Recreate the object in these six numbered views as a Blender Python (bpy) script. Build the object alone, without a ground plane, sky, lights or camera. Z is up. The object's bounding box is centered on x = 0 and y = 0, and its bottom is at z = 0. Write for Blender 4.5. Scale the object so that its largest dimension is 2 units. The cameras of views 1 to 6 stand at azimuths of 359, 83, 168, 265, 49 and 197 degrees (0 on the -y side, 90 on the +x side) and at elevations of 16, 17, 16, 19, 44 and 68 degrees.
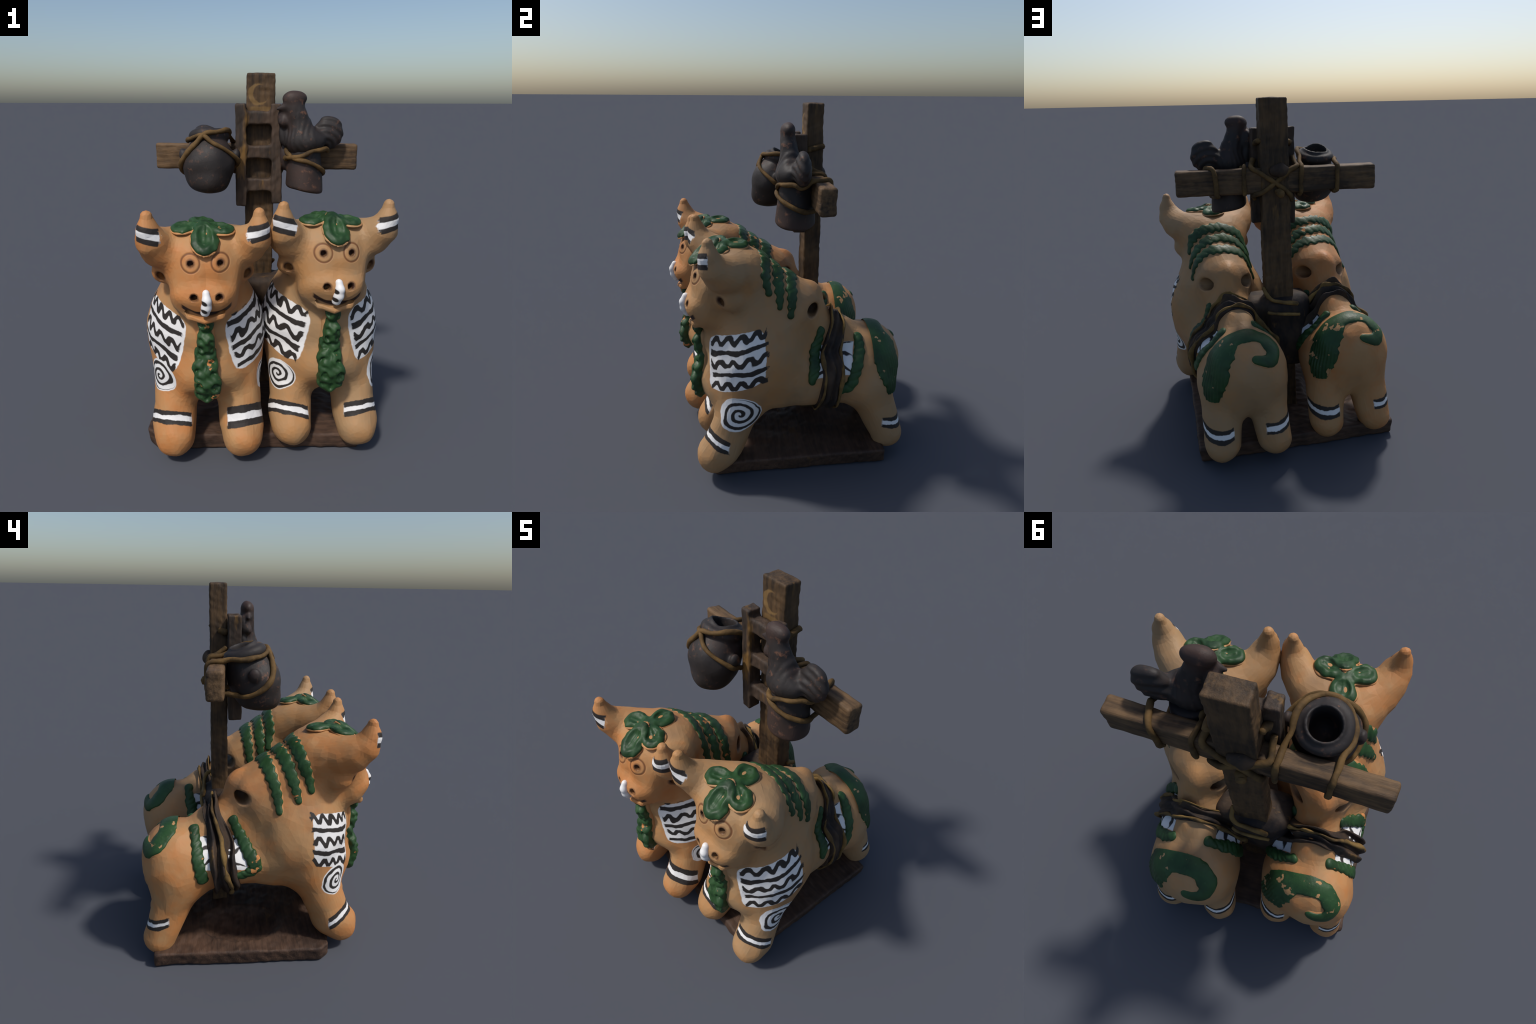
import numpy as np
import math

# ---------------------------------------------------------------- shape maths
def V(*a):
    return np.array(a, dtype=np.float32)


def length(v):
    return np.sqrt((v * v).sum(-1))


def smin(a, b, k):
    h = np.clip(0.5 + 0.5 * (b - a) / k, 0, 1)
    return b + (a - b) * h - k * h * (1 - h)


def smax(a, b, k):
    return -smin(-a, -b, k)


def sphere(p, c, r):
    return length(p - V(*c)) - r


def ellipsoid(p, c, r):
    q = p - V(*c)
    k0 = length(q / V(*r))
    k1 = length(q / (V(*r) ** 2)) + 1e-6
    return k0 * (k0 - 1) / k1


def cone(p, a, b, ra, rb):
    """capsule whose radius runs from ra at a to rb at b"""
    a, b = V(*a), V(*b)
    ab = b - a
    t = np.clip(((p - a) @ ab) / float(ab @ ab), 0, 1)
    return length(p - a - t[:, None] * ab) - (ra + (rb - ra) * t)


def box(p, half, r):
    q = np.abs(p) - (V(*half) - r)
    return length(np.maximum(q, 0)) + np.minimum(q.max(-1), 0) - r


def chain(p, pts, rads, k=0.02):
    d = None
    for i in range(len(pts) - 1):
        e = cone(p, pts[i], pts[i + 1], rads[i], rads[i + 1])
        d = e if d is None else smin(d, e, k)
    return d


def wobble(p, scale, seed=0):
    """cheap smooth noise in about -1..1, lumps of the given size"""
    rng = np.random.RandomState(seed)
    out = np.zeros(len(p), np.float32)
    for i in range(7):
        d = rng.normal(size=3)
        d *= 2 * np.pi / (scale * rng.uniform(0.8, 1.9)) / np.linalg.norm(d)
        out += np.sin(p @ d.astype(np.float32) + np.float32(rng.uniform(0, 6.28)))
    return out / 3.0


def ax(p):
    q = p.copy()
    q[:, 0] = np.abs(q[:, 0])
    return q


def gradient(f, p, e=0.002):
    g = np.zeros_like(p)
    for i in range(3):
        o = np.zeros(3, np.float32)
        o[i] = e
        g[:, i] = f(p + o) - f(p - o)
    return g / (length(g)[:, None] + 1e-9)


def onto(f, pts, steps=12):
    """slide points onto the surface f = 0"""
    p = np.array(pts, np.float32)
    for _ in range(steps):
        p = p - gradient(f, p) * f(p)[:, None] * 0.8
    return p


def smooth_path(pts, n):
    """Catmull-Rom through the rows of pts, n samples, even in length"""
    P = np.array(pts, np.float64)
    P = np.vstack([2 * P[0] - P[1], P, 2 * P[-1] - P[-2]])
    out = []
    for i in range(1, len(P) - 2):
        for t in np.linspace(0, 1, 24, endpoint=False):
            a, b, c, d = P[i - 1], P[i], P[i + 1], P[i + 2]
            out.append(0.5 * (2 * b + (c - a) * t + (2 * a - 5 * b + 4 * c - d) * t * t + (3 * b - a - 3 * c + d) * t ** 3))
    out.append(P[-2])
    out = np.array(out)
    s = np.concatenate([[0], np.cumsum(np.linalg.norm(np.diff(out[:, :3], axis=0), axis=1))])
    u = np.linspace(0, s[-1], n)
    return np.stack([np.interp(u, s, out[:, i]) for i in range(out.shape[1])], 1).astype(np.float32)


# ---------------------------------------------------------------- the bull, in its own frame
# x across (0 = midline), y along (negative = nose), z up
def twist(p):
    """the heads are turned a little to one side"""
    t = np.clip((p[:, 2] - 0.82) / 0.2, 0, 1) * np.clip((-0.15 - p[:, 1]) / 0.15, 0, 1)
    o = p.copy()
    o[:, 1] -= 0.125 * p[:, 0] * t
    o[:, 0] += 0.06 * (p[:, 1] + 0.45) * t
    return o


# sweep of a horn: centre and radius, drawn out smoothly
HORN = smooth_path([(0.09, -0.345, 1.14, 0.110), (0.185, -0.440, 1.160, 0.099), (0.238, -0.515, 1.205, 0.082),
                    (0.258, -0.545, 1.265, 0.056), (0.261, -0.553, 1.315, 0.040), (0.260, -0.555, 1.345, 0.031)], 7)


def bull_groups(p):
    q = ax(p)
    g = {}
    chest = ellipsoid(p, (0, -0.258, 0.66), (0.322, 0.287, 0.31))
    brisket = ellipsoid(p, (0, -0.355, 0.505), (0.225, 0.235, 0.165))
    belly = ellipsoid(p, (-0.010, 0.10, 0.555), (0.245, 0.40, 0.150))
    ridge = cone(p, (0, -0.02, 0.77), (-0.012, 0.24, 0.73), 0.15, 0.105)
    rump = ellipsoid(p, (-0.028, 0.430, 0.553), (0.216, 0.200, 0.213))
    keel = cone(q, (0.120, -0.10, 0.490), (0.125, 0.30, 0.482), 0.095, 0.10)
    chest = smin(chest, ellipsoid(p, (0, -0.40, 0.74), (0.115, 0.158, 0.14)), 0.05)
    t = smin(smin(chest, brisket, 0.06), smin(belly, keel, 0.05), 0.10)
    t = smin(t, ridge, 0.07)
    t = smin(t, rump, 0.09)
    neck = cone(p, (0, -0.26, 0.82), (0, -0.34, 1.05), 0.25, 0.19)
    nape = cone(p * V(0.87, 1, 1), (0, -0.30, 1.07), (0, -0.03, 0.92), 0.146, 0.150)
    t = smin(t, smin(neck, nape, 0.06), 0.08)
    hump = smin(ellipsoid(p, (-0.010, 0.072, 0.945), (0.064, 0.075, 0.105)), cone(p, (0, 0.085, 0.9), (0, 0.125, 0.81), 0.072, 0.088), 0.03)
    t = smin(t, hump, 0.03)
    g["torso"] = t
    g["foreleg"] = smin(cone(q, (0.150, -0.33, 0.50), (0.180, -0.455, 0.20), 0.135, 0.106),
                        cone(q, (0.176, -0.455, 0.20), (0.178, -0.510, 0.138), 0.101, 0.104), 0.05)
    g["hindleg"] = smin(cone(q, (0.118, 0.42, 0.42), (0.148, 0.530, 0.135), 0.120, 0.097), ellipsoid(p, (0, 0.445, 0.37), (0.14, 0.11, 0.10)), 0.05)
    p = twist(p)
    q = ax(p)
    skull = ellipsoid(p, (0, -0.43, 1.080), (0.200, 0.182, 0.168))
    face = cone(q, (0.055, -0.45, 1.12), (0.065, -0.525, 0.965), 0.13, 0.105)
    jaw = ellipsoid(p, (0, -0.50, 0.905), (0.145, 0.13, 0.085))
    h = smin(skull, face, 0.05)
    h = smin(h, jaw, 0.04)
    muzzle = ellipsoid(p, (0, -0.57, 0.965), (0.122, 0.092, 0.07))
    h = smin(h, muzzle, 0.04)
    lip = chain(q, [(0.115, -0.545, 0.897), (0.072, -0.603, 0.862), (0.0, -0.622, 0.846)], [0.010, 0.017, 0.018], 0.01)
    h = smin(h, lip, 0.02)
    g["head"] = h
    g["horn"] = chain(q, [tuple(v[:3]) for v in HORN], [float(v[3]) - 0.003 for v in HORN], 0.022)
    g["ear"] = ellipsoid(q, (0.188, -0.430, 1.035), (0.066, 0.066, 0.055))
    return g


MOUTH = [(0.118, -0.545, 0.925), (0.075, -0.605, 0.893), (0.0, -0.628, 0.878)]
EYE = (0.070, -0.600, 1.127)
NOSTRIL = (0.060, -0.640, 0.975)


def bull(p):
    g = bull_groups(p)
    d = smin(g["torso"], g["foreleg"], 0.08)
    d = smin(d, g["hindleg"], 0.12)
    h = smin(g["head"], g["horn"], 0.05)
    h = smin(h, g["ear"], 0.035)
    d = smin(d, h, 0.06)
    # a hole runs across under the hump
    d = smax(d, -cone(p, (-0.5, 0.060, 0.927), (0.5, 0.060, 0.927), 0.036, 0.036), 0.016)
    d = d + 0.0022 * wobble(p, 0.11, 3)
    return d


def bull_carved(p):
    d = bull(p)
    q = ax(twist(p))
    d = smax(d, -(cone(q, (EYE[0], -0.75, EYE[2]), (EYE[0] * 0.98, -0.585, EYE[2] - 0.005), 0.016, 0.013)), 0.008)
    d = smax(d, -cone(q, (0.07, -0.72, 0.985), (0.052, -0.605, 0.965), 0.019, 0.014), 0.010)
    d = smax(d, -chain(q, MOUTH, [0.007, 0.017, 0.020], 0.01), 0.006)
    d = smax(d, -cone(q, (0.235, -0.52, 1.035), (0.185, -0.44, 1.03), 0.024, 0.018), 0.012)
    return d


class Bull:
    """where one bull stands: its own frame is bent and stretched slightly to fit"""
    def __init__(self, x0, xk, y0, yk, zk, head, rear, stretch, sag):
        self.x0, self.xk, self.y0, self.yk, self.zk, self.head, self.rear, self.stretch, self.sag = x0, xk, y0, yk, zk, head, rear, stretch, sag
        self.ys = 0.2 * yk + y0                     # from here back the body is stretched
        self.yb = 1 / (yk + stretch) - 1 / yk

    def midline(self, yw):
        return self.x0 + self.xk * yw + self.head * np.maximum(-yw - 0.25, 0) + self.rear * np.maximum(yw - 0.25, 0)

    def world(self, p):
        y = p[:, 1]
        yw = y * self.yk + self.y0 + self.stretch * np.maximum(y - 0.2, 0)
        low = np.clip((0.60 - p[:, 2]) / 0.18, 0, 1) * np.clip((p[:, 2] - 0.15) / 0.15, 0, 1) * np.exp(-((y - 0.06) / 0.27) ** 2)
        return np.stack([p[:, 0] + self.midline(yw), yw, (p[:, 2] - self.sag * low) * (1 - self.zk * y)], 1)

    def local(self, w):
        w = np.atleast_2d(np.array(w, np.float32))
        y = (w[:, 1] - self.y0) / self.yk + np.maximum(w[:, 1] - self.ys, 0) * self.yb
        return np.stack([w[:, 0] - self.midline(w[:, 1]), y, w[:, 2] / (1 - self.zk * y)], 1)


LEFT = Bull(-0.327, -0.0714, 0.0, 1.0, 0.0, 0.01, -0.04, -0.055, -0.028)
RIGHT = Bull(0.298, -0.070, 0.06, 0.957, 0.035, 0.04, 0.0, 0.043, 0.035)

# ---------------------------------------------------------------- reliefs that lie on the bull
class Polyline:
    """distance, place along and sideways offset to a path that lies on the bull's skin"""
    def __init__(self, pts, n=40):
        P = smooth_path(pts, n)
        self.w = P[:, 3]
        self.p = onto(bull, P[:, :3], 10)
        self.nrm = gradient(bull, self.p)
        self.s = np.concatenate([[0], np.cumsum(length(np.diff(self.p, axis=0)))]).astype(np.float32)

    def box(self, m):
        return self.p.min(0) - m, self.p.max(0) + m

    def query(self, q):
        best = np.full(len(q), 9.0, np.float32)
        w, s, side = np.zeros_like(best), np.zeros_like(best), np.zeros_like(best)
        for i in range(len(self.p) - 1):
            a, b = self.p[i], self.p[i + 1]
            ab = b - a
            t = np.clip(((q - a) @ ab) / float(ab @ ab), 0, 1)
            r = q - a - t[:, None] * ab
            d = length(r)
            m = d < best
            best[m] = d[m]
            w[m] = (self.w[i] + (self.w[i + 1] - self.w[i]) * t)[m]
            s[m] = (self.s[i] + (self.s[i + 1] - self.s[i]) * t)[m]
            side[m] = (r @ np.cross(self.nrm[i], ab / length(ab)))[m]
        return best, w, s, side


def ridge_relief(line, height, twist=0.0, pitch=0.035, grow=0.0, drop=0.0, lumps=0.0, seed=1):
    """a raised band along a line: twist cuts slanting grooves, as in a rolled coil"""
    def f(q):
        d0 = bull(q)
        d, w, s, side = line.query(q)
        w = w + grow
        if lumps:
            w = w * (1 + lumps * np.sin(2 * np.pi * s / pitch / 1.0 + 1.0) * 0.5 + 0.10 * wobble(q, 0.05, seed))
        flat = np.sqrt(np.maximum(d * d - np.minimum(d0, d) ** 2, 0))
        u = np.clip(flat / w, 0, 1)
        h = height * np.sqrt(1 - u * u * 0.85) - drop
        if twist:
            h = h + twist * (np.abs(np.sin(np.pi * (s + 0.55 * side + 0.010 * wobble(q, 0.09, seed + 3)) / pitch)) ** 0.6 - 0.6)
        return smax(smax(flat - w, d0 - h, 0.008), -d0 - 0.012, 0.004)
    return f


def leaf_petals():
    """clover of four hollowed petals on the brow: centre, direction, length, width"""
    mid = onto(bull, [(0, -0.435, 1.30)])[0]
    out = []
    for d, L, W in (((0.0, -0.090, -0.046), 0.106, 0.064), ((0.072, -0.034, -0.01), 0.080, 0.058),
                    ((-0.074, -0.034, -0.01), 0.084, 0.058), ((-0.005, 0.062, -0.010), 0.076, 0.062)):
        c = onto(bull, [mid + V(*d)])[0]
        n = gradient(bull, c[None])[0]
        u = c - mid
        u = u - n * (u @ n)
        u /= np.linalg.norm(u)
        out.append((c, u, np.cross(n, u), n, L, W))
    return mid, out


def petal_shape(q, pet, grow=0.0, lift=0.009, hollow=True):
    c, u, v, n, L, W = pet
    r = q - c
    k = np.stack([r @ u, r @ v, r @ n - lift], 1)
    w_taper = 1.0 + 0.25 * np.clip(k[:, 0] / L, -1, 1) + 0.07 * wobble(q, 0.045, 6)
    k[:, 1] /= w_taper
    d = ellipsoid(k, (0, 0, 0), (L + grow, W + grow, 0.025 if hollow else 0.012))
    if hollow:
        d = smax(d, -ellipsoid(k, (0.008, 0, 0.029), (L * 0.68, W * 0.58, 0.025)), 0.008)
        d = d - 0.004 * np.exp(-(k[:, 1] / 0.006) ** 2) * (np.abs(k[:, 0]) < L * 0.5)
    return d


def garland_lumps():
    rng = np.random.RandomState(5)
    tiers = [(0.785 - 0.041 * i, 0.010 + 0.0032 * i, 0.033 + 0.0015 * i, 0.030) for i in range(9)] + [(0.425, 0.0, 0.044, 0.030)]
    out = []
    for z, off, r, lift in tiers:
        for sgn in ((-1, 1) if off else (0,)):
            c = onto(bull, [(sgn * off + rng.uniform(-.007, .007), -0.60, z + rng.uniform(-.014, .014))])[0]
            out.append((c + V(0, -lift * rng.uniform(0.5, 0.75) - (0.006 if z > 0.7 else 0), 0), sgn, r * rng.uniform(0.9, 1.1)))
    return out


LUMPS = garland_lumps()


def garland(q):
    """hanging bunch of leaves down the chest, each leaf hollowed"""
    d = None
    for c, sgn, r in LUMPS:
        e = ellipsoid(q, c, (r * 0.92, 0.033, r * 1.18))
        dent = ellipsoid(q, c + V(sgn * 0.012, -0.036, -0.008), (r * 0.42, 0.031, r * 0.62))
        e = smax(e, -dent, 0.010)
        d = e if d is None else smin(d, e, 0.010)
    d0 = bull(q)
    strip = smax(d0 - 0.024, cone(q * V(1, 0.55, 1), (0, -0.30, 0.775), (0, -0.30, 0.47), 0.030, 0.064), 0.012)
    d = smin(d, strip, 0.014)
    d = smax(d, -d0 - 0.015, 0.004)
    return d + 0.0030 * wobble(q, 0.035, 8)


def strap_top(q):
    return np.clip((q[:, 2] - 0.70) / 0.16, 0, 1)


def strap_place(q):
    """0 on the line the girth follows; it closes up and slips back on the spine"""
    return (q[:, 1] - (0.205 + 0.13 * (q[:, 2] - 0.9)) - 0.028 * strap_top(q)) / (1 - 0.36 * strap_top(q))


def strap(fold, seed, wide):
    def f(q):
        d0 = bull(q)
        a = strap_place(q) + 0.006 * wobble(q, 0.16, seed)
        h = 0.016 + 0.3 * fold + fold * np.sin(a * 2 * np.pi / 0.058 + 2.0 * np.arctan2(q[:, 0], q[:, 2] - 0.65) + 1.3 * wobble(q, 0.18, seed + 1)) + 0.007 * wobble(q, 0.08, seed + 2)
        return smax(smax(d0 - h, np.abs(a) - wide - 0.006 * wobble(q, 0.15, seed + 6), 0.014), -d0 - 0.02, 0.004)
    return f


def cord(offset, r, seed, rise):
    def f(q):
        d0 = bull(q)
        a = strap_place(q) + 0.006 * wobble(q, 0.16, seed) - offset - 0.007 * wobble(q, 0.25, seed + 9)
        return np.sqrt((d0 - rise - 0.004 * wobble(q, 0.08, seed + 4)) ** 2 + a * a) - r * (1 + 0.38 * wobble(q, 0.07, seed + 5))
    return f


# ---------------------------------------------------------------- cross, ladder, pots, cock
def turned(p, c, yaw=0.0):
    q = p - V(*c)
    cs, sn = math.cos(yaw), math.sin(yaw)
    return np.stack([q[:, 0] * cs + q[:, 1] * sn, -q[:, 0] * sn + q[:, 1] * cs, q[:, 2]], 1).astype(np.float32)


def rough(p, d, amp, seed, scale=0.09):
    return d + amp * wobble(p * V(1, 1, 0.6), scale, seed) + amp * 0.5 * wobble(p, scale * 0.35, seed + 1)


def post(p):
    z = p[:, 2]
    q = p.copy()
    lean = (2.0 - z) * 0.013
    q[:, 0] = p[:, 0] + 0.003 + lean
    q[:, 1] = p[:, 1] - 0.172 - (2.0 - z) * 0.003
    q[:, 2] = z - 1.03
    q[:, 0] *= 1 - (2.0 - z) * 0.05
    return rough(p, box(q, (0.080, 0.0475, 0.965), 0.008), 0.0022, 21)


def crossbar(p):
    q = turned(p, (-0.030, 0.172, 1.540), -0.042)
    return rough(p * V(0.5, 1, 1.6), box(q, (0.578, 0.043, 0.072), 0.014), 0.0022, 23)


def ladder_groups(p):
    s = (1.83 - p[:, 2]) * 0.012
    r1 = box(p - V(-0.117, 0.086, 1.55), (0.030, 0.037, 0.283), 0.008)
    x2 = p[:, 0] - 0.078 - s * 1.5
    r2 = box(np.stack([x2, p[:, 1] - 0.088, p[:, 2] - 1.557], 1), (0.028, 0.036, 0.275), 0.008)
    g = {"rail": np.minimum(r1, r2)}
    rungs = [box(p - V(-0.02, 0.092, z), (0.085, 0.030, 0.036), 0.012) for z in (1.757, 1.570, 1.386)]
    g["rung"] = np.minimum(np.minimum(rungs[0], rungs[1]), rungs[2])
    return g


def ladder(p):
    g = ladder_groups(p)
    return rough(p, smin(g["rail"], g["rung"], 0.028), 0.002, 27)


POT_AXIS = V(0, 0.25, 0.968)


def pot(p):
    d = ellipsoid(p, (-0.292, -0.018, 1.512), (0.143, 0.134, 0.148))
    d = smin(d, ellipsoid(p, (-0.292, -0.045, 1.43), (0.110, 0.102, 0.082)), 0.03)
    d = smax(d, 1.362 - p[:, 2], 0.03)
    top = V(-0.293, 0.042, 1.657)
    d = smin(d, cone(p, (-0.288, 0.02, 1.56), top - POT_AXIS * 0.01, 0.115, 0.090), 0.03)
    r = p - top
    a = r @ POT_AXIS
    rad = np.sqrt(np.maximum((r * r).sum(-1) - a * a, 0))
    d = smin(d, np.sqrt((rad - 0.087) ** 2 + (a * 0.9) ** 2) - 0.025, 0.012)
    d = smax(d, -(cone(p, top - POT_AXIS * 0.055, top + POT_AXIS * 0.1, 0.058, 0.066)), 0.015)
    for s in (-1, 1):
        d = smin(d, ellipsoid(p, (-0.287 + s * 0.148, 0.0, 1.565), (0.022, 0.03, 0.035)), 0.02)
    return d + 0.003 * wobble(p, 0.13, 31)


def bell(p):
    q = p - V(0.237, 0.040, 0)
    z = p[:, 2]
    r = 0.088 + (1.57 - z) * 0.095
    rad = np.sqrt(q[:, 0] ** 2 + (q[:, 1] * 0.97) ** 2) - r
    low = 1.365 - 0.19 * q[:, 0]
    d = smax(rad, smax(low - z, z - 1.60, 0.01), 0.022)
    d = smin(d, ellipsoid(p, (0.128, 0.085, 1.555), (0.033, 0.05, 0.085)), 0.03)
    return d + 0.002 * wobble(p, 0.09, 35)


def cock_groups(p):
    g = {}
    f = p * V(1, 1.25, 1)
    body = smin(ellipsoid(p, (0.240, 0.010, 1.635), (0.105, 0.078, 0.060)),
                cone(f, (0.225, 0.02, 1.64), (0.182, 0.006, 1.80), 0.090, 0.046), 0.035)
    g["torso"] = body
    comb = ellipsoid(p, (0.174, 0.004, 1.860), (0.066, 0.037, 0.040))
    head = smin(cone(f, (0.182, 0.006, 1.78), (0.160, 0.004, 1.84), 0.048, 0.042), comb, 0.02)
    head = smin(head, cone(p, (0.13, 0.002, 1.818), (0.082, 0.0, 1.806), 0.026, 0.006), 0.010)
    head = smin(head, ellipsoid(p, (0.120, 0.030, 1.670), (0.028, 0.024, 0.060)), 0.02)
    head = smin(head, ellipsoid(p, (0.116, 0.028, 1.765), (0.030, 0.030, 0.055)), 0.02)
    head = smin(head, ellipsoid(p, (0.118, 0.002, 1.738), (0.030, 0.022, 0.026)), 0.018)
    g["head"] = head
    r = np.sqrt((p[:, 0] - 0.345) ** 2 + (p[:, 2] - 1.60) ** 2)
    tail = smin(ellipsoid(p, (0.370, 0.052, 1.678), (0.080, 0.040, 0.090)), cone(p, (0.26, 0.03, 1.64), (0.34, 0.045, 1.66), 0.05, 0.045), 0.03)
    g["tail"] = tail + 0.0022 * np.sin(r * 2 * np.pi / 0.034)
    return g


def cock(p):
    g = cock_groups(p)
    d = smin(smin(g["torso"], g["head"], 0.03), g["tail"], 0.02)
    streak = np.sin(p[:, 0] * 210 + 3 * wobble(p, 0.12, 4)) * np.clip((1.83 - p[:, 2]) * 12, 0, 1) * (p[:, 0] < 0.29)
    return d + 0.0012 * streak + 0.0018 * wobble(p, 0.06, 37)


def board(p):
    q = p - V(-0.050, 0.055, 0.045)
    q[:, 0] /= 0.975 + 0.28 * p[:, 2]
    d = box(q, (0.590, 0.488, 0.044), 0.014)
    d = smax(d, (-q[:, 0] - q[:, 1] * 1.0 - 1.02) * 0.7, 0.01)
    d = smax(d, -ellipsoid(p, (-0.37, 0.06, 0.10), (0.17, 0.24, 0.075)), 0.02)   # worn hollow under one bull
    side = rough(p, d, 0.0034, 41, 0.12)
    return np.maximum(side, -p[:, 2])


def wrap(p):
    """the dark bundle that binds the post between the two bulls"""
    d = box(p - V(-0.045, 0.175, 0.60), (0.105, 0.092, 0.22), 0.03)
    web = box(p - V(-0.01, 0.135 + 0.0, 0.72), (0.20, 0.10, 0.115), 0.05)
    d = smin(d, web, 0.05)
    return d + 0.007 * wobble(p, 0.13, 45)


def hung(p):
    d = np.minimum(post(p), crossbar(p))
    d = np.minimum(d, np.minimum(pot(p), bell(p)))
    return np.minimum(d, np.minimum(cock(p), ladder(p)))

import bpy

# ---------------------------------------------------------------- surface nets: shape -> quads
def mesh_shape(f, lo, hi, h, polish=2):
    lo, hi = np.array(lo, np.float32), np.array(hi, np.float32)
    S = 4
    m = np.ceil((hi - lo) / (h * S)).astype(int) + 1
    ci = np.stack(np.meshgrid(*[np.arange(k) for k in m], indexing="ij"), -1).reshape(-1, 3)
    cv = f((lo + ci * (h * S)).astype(np.float32)).reshape(m)
    near = np.abs(cv) < h * S * 1.9
    cell = np.zeros(m - 1, bool)
    for dx in (0, 1):
        for dy in (0, 1):
            for dz in (0, 1):
                cell |= near[dx:m[0] - 1 + dx, dy:m[1] - 1 + dy, dz:m[2] - 1 + dz]
    n = (m - 1) * S + 1
    val = np.full(n, 9.0, np.float32)
    up = np.repeat(np.repeat(np.repeat(np.sign(cv), S, 0), S, 1), S, 2)[:n[0], :n[1], :n[2]]
    val[:] = up
    cells = np.argwhere(cell)
    offs = np.stack(np.meshgrid(*[np.arange(S + 1)] * 3, indexing="ij"), -1).reshape(-1, 3)
    act = np.zeros(n, bool)
    for o in offs:
        c = cells * S + o
        act[c[:, 0], c[:, 1], c[:, 2]] = True
    idx = np.argwhere(act)
    out = np.empty(len(idx), np.float32)
    for a in range(0, len(idx), 400000):
        out[a:a + 400000] = f((lo + idx[a:a + 400000] * h).astype(np.float32))
    val[idx[:, 0], idx[:, 1], idx[:, 2]] = out
    ins = val < 0
    cnt = np.zeros(n - 1, np.int8)
    for dx in (0, 1):
        for dy in (0, 1):
            for dz in (0, 1):
                cnt += ins[dx:n[0] - 1 + dx, dy:n[1] - 1 + dy, dz:n[2] - 1 + dz]
    c = np.argwhere((cnt > 0) & (cnt < 8))
    vid = np.full(n - 1, -1, np.int64)
    vid[c[:, 0], c[:, 1], c[:, 2]] = np.arange(len(c))
    tot, num = np.zeros((len(c), 3)), np.zeros(len(c))
    for axis in range(3):
        for a in (0, 1):
            for b in (0, 1):
                o0 = np.zeros(3, int)
                o0[(axis + 1) % 3], o0[(axis + 2) % 3] = a, b
                o1 = o0.copy()
                o1[axis] = 1
                i0, i1 = c + o0, c + o1
                v0, v1 = val[i0[:, 0], i0[:, 1], i0[:, 2]], val[i1[:, 0], i1[:, 1], i1[:, 2]]
                k = (v0 < 0) != (v1 < 0)
                t = np.where(k, v0 / np.where(k, v0 - v1, 1), 0)
                pt = i0 + t[:, None] * (o1 - o0)
                tot += pt * k[:, None]
                num += k
    pts = (lo + tot / num[:, None] * h).astype(np.float32)
    faces = []
    for axis in range(3):
        b1, b2 = (axis + 1) % 3, (axis + 2) % 3
        sl0 = [slice(1, n[i] - 1) for i in range(3)]
        sl0[axis] = slice(0, n[axis] - 1)
        sl1 = list(sl0)
        sl1[axis] = slice(1, n[axis])
        A, B = ins[tuple(sl0)], ins[tuple(sl1)]
        e = np.argwhere(A != B)
        flip = A[e[:, 0], e[:, 1], e[:, 2]]
        e[:, b1] += 1
        e[:, b2] += 1
        quad = []
        for a, b in ((0, 0), (1, 0), (1, 1), (0, 1)):
            k = e.copy()
            k[:, b1] -= a
            k[:, b2] -= b
            quad.append(vid[k[:, 0], k[:, 1], k[:, 2]])
        q = np.stack(quad, 1)
        q[~flip] = q[~flip][:, ::-1]
        faces.append(q)
    faces = np.concatenate(faces)
    faces = faces[(faces >= 0).all(1)]
    for _ in range(polish):
        for a in range(0, len(pts), 400000):
            s = pts[a:a + 400000]
            d = f(s)
            pts[a:a + 400000] = s - gradient(f, s) * np.clip(d, -h * 0.5, h * 0.5)[:, None] * 0.7
    return pts, faces


def make_mesh(name, pts, faces, normals=None):
    me = bpy.data.meshes.new(name)
    me.vertices.add(len(pts))
    me.vertices.foreach_set("co", np.ascontiguousarray(pts, np.float32).ravel())
    k = faces.shape[1]
    me.loops.add(len(faces) * k)
    me.loops.foreach_set("vertex_index", faces.astype(np.int32).ravel())
    me.polygons.add(len(faces))
    me.polygons.foreach_set("loop_start", np.arange(0, len(faces) * k, k, dtype=np.int32))
    me.update(calc_edges=True)
    me.polygons.foreach_set("use_smooth", np.ones(len(faces), bool))
    me.update()
    if normals is not None:
        me.normals_split_custom_set_from_vertices(normals.astype(np.float64).tolist())
    return me


def vertex_normals(pts, faces):
    k = faces.shape[1]
    a, b, c, d = (pts[faces[:, i % k]] for i in (0, 1, 2, 3 if k == 4 else 0))
    fn = np.cross(c - a, d - b)
    vn = np.zeros_like(pts)
    for i in range(k):
        for j in range(3):
            vn[:, j] += np.bincount(faces[:, i], fn[:, j], len(pts))
    return vn / (length(vn)[:, None] + 1e-12)


def empty(name, label, category, at=(0, 0, 0)):
    o = bpy.data.objects.new(name, None)
    o.location = at
    o["label"], o["category"] = label, category
    bpy.context.scene.collection.objects.link(o)
    return o


def put(name, me, mat, parent, shared_at):
    """every part keeps the same origin as its thing"""
    o = bpy.data.objects.new(name, me)
    if not me.materials:
        me.materials.append(mat)
    bpy.context.scene.collection.objects.link(o)
    o.parent = parent
    return o


def split_by(pts, faces, group_of_face, vn):
    """cut one skin into named parts; border vertices coincide, normals stay the whole skin's"""
    for name in dict.fromkeys(group_of_face.tolist()):
        f = faces[group_of_face == name]
        used, inv = np.unique(f, return_inverse=True)
        yield name, pts[used], inv.reshape(f.shape), vn[used]


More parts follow.
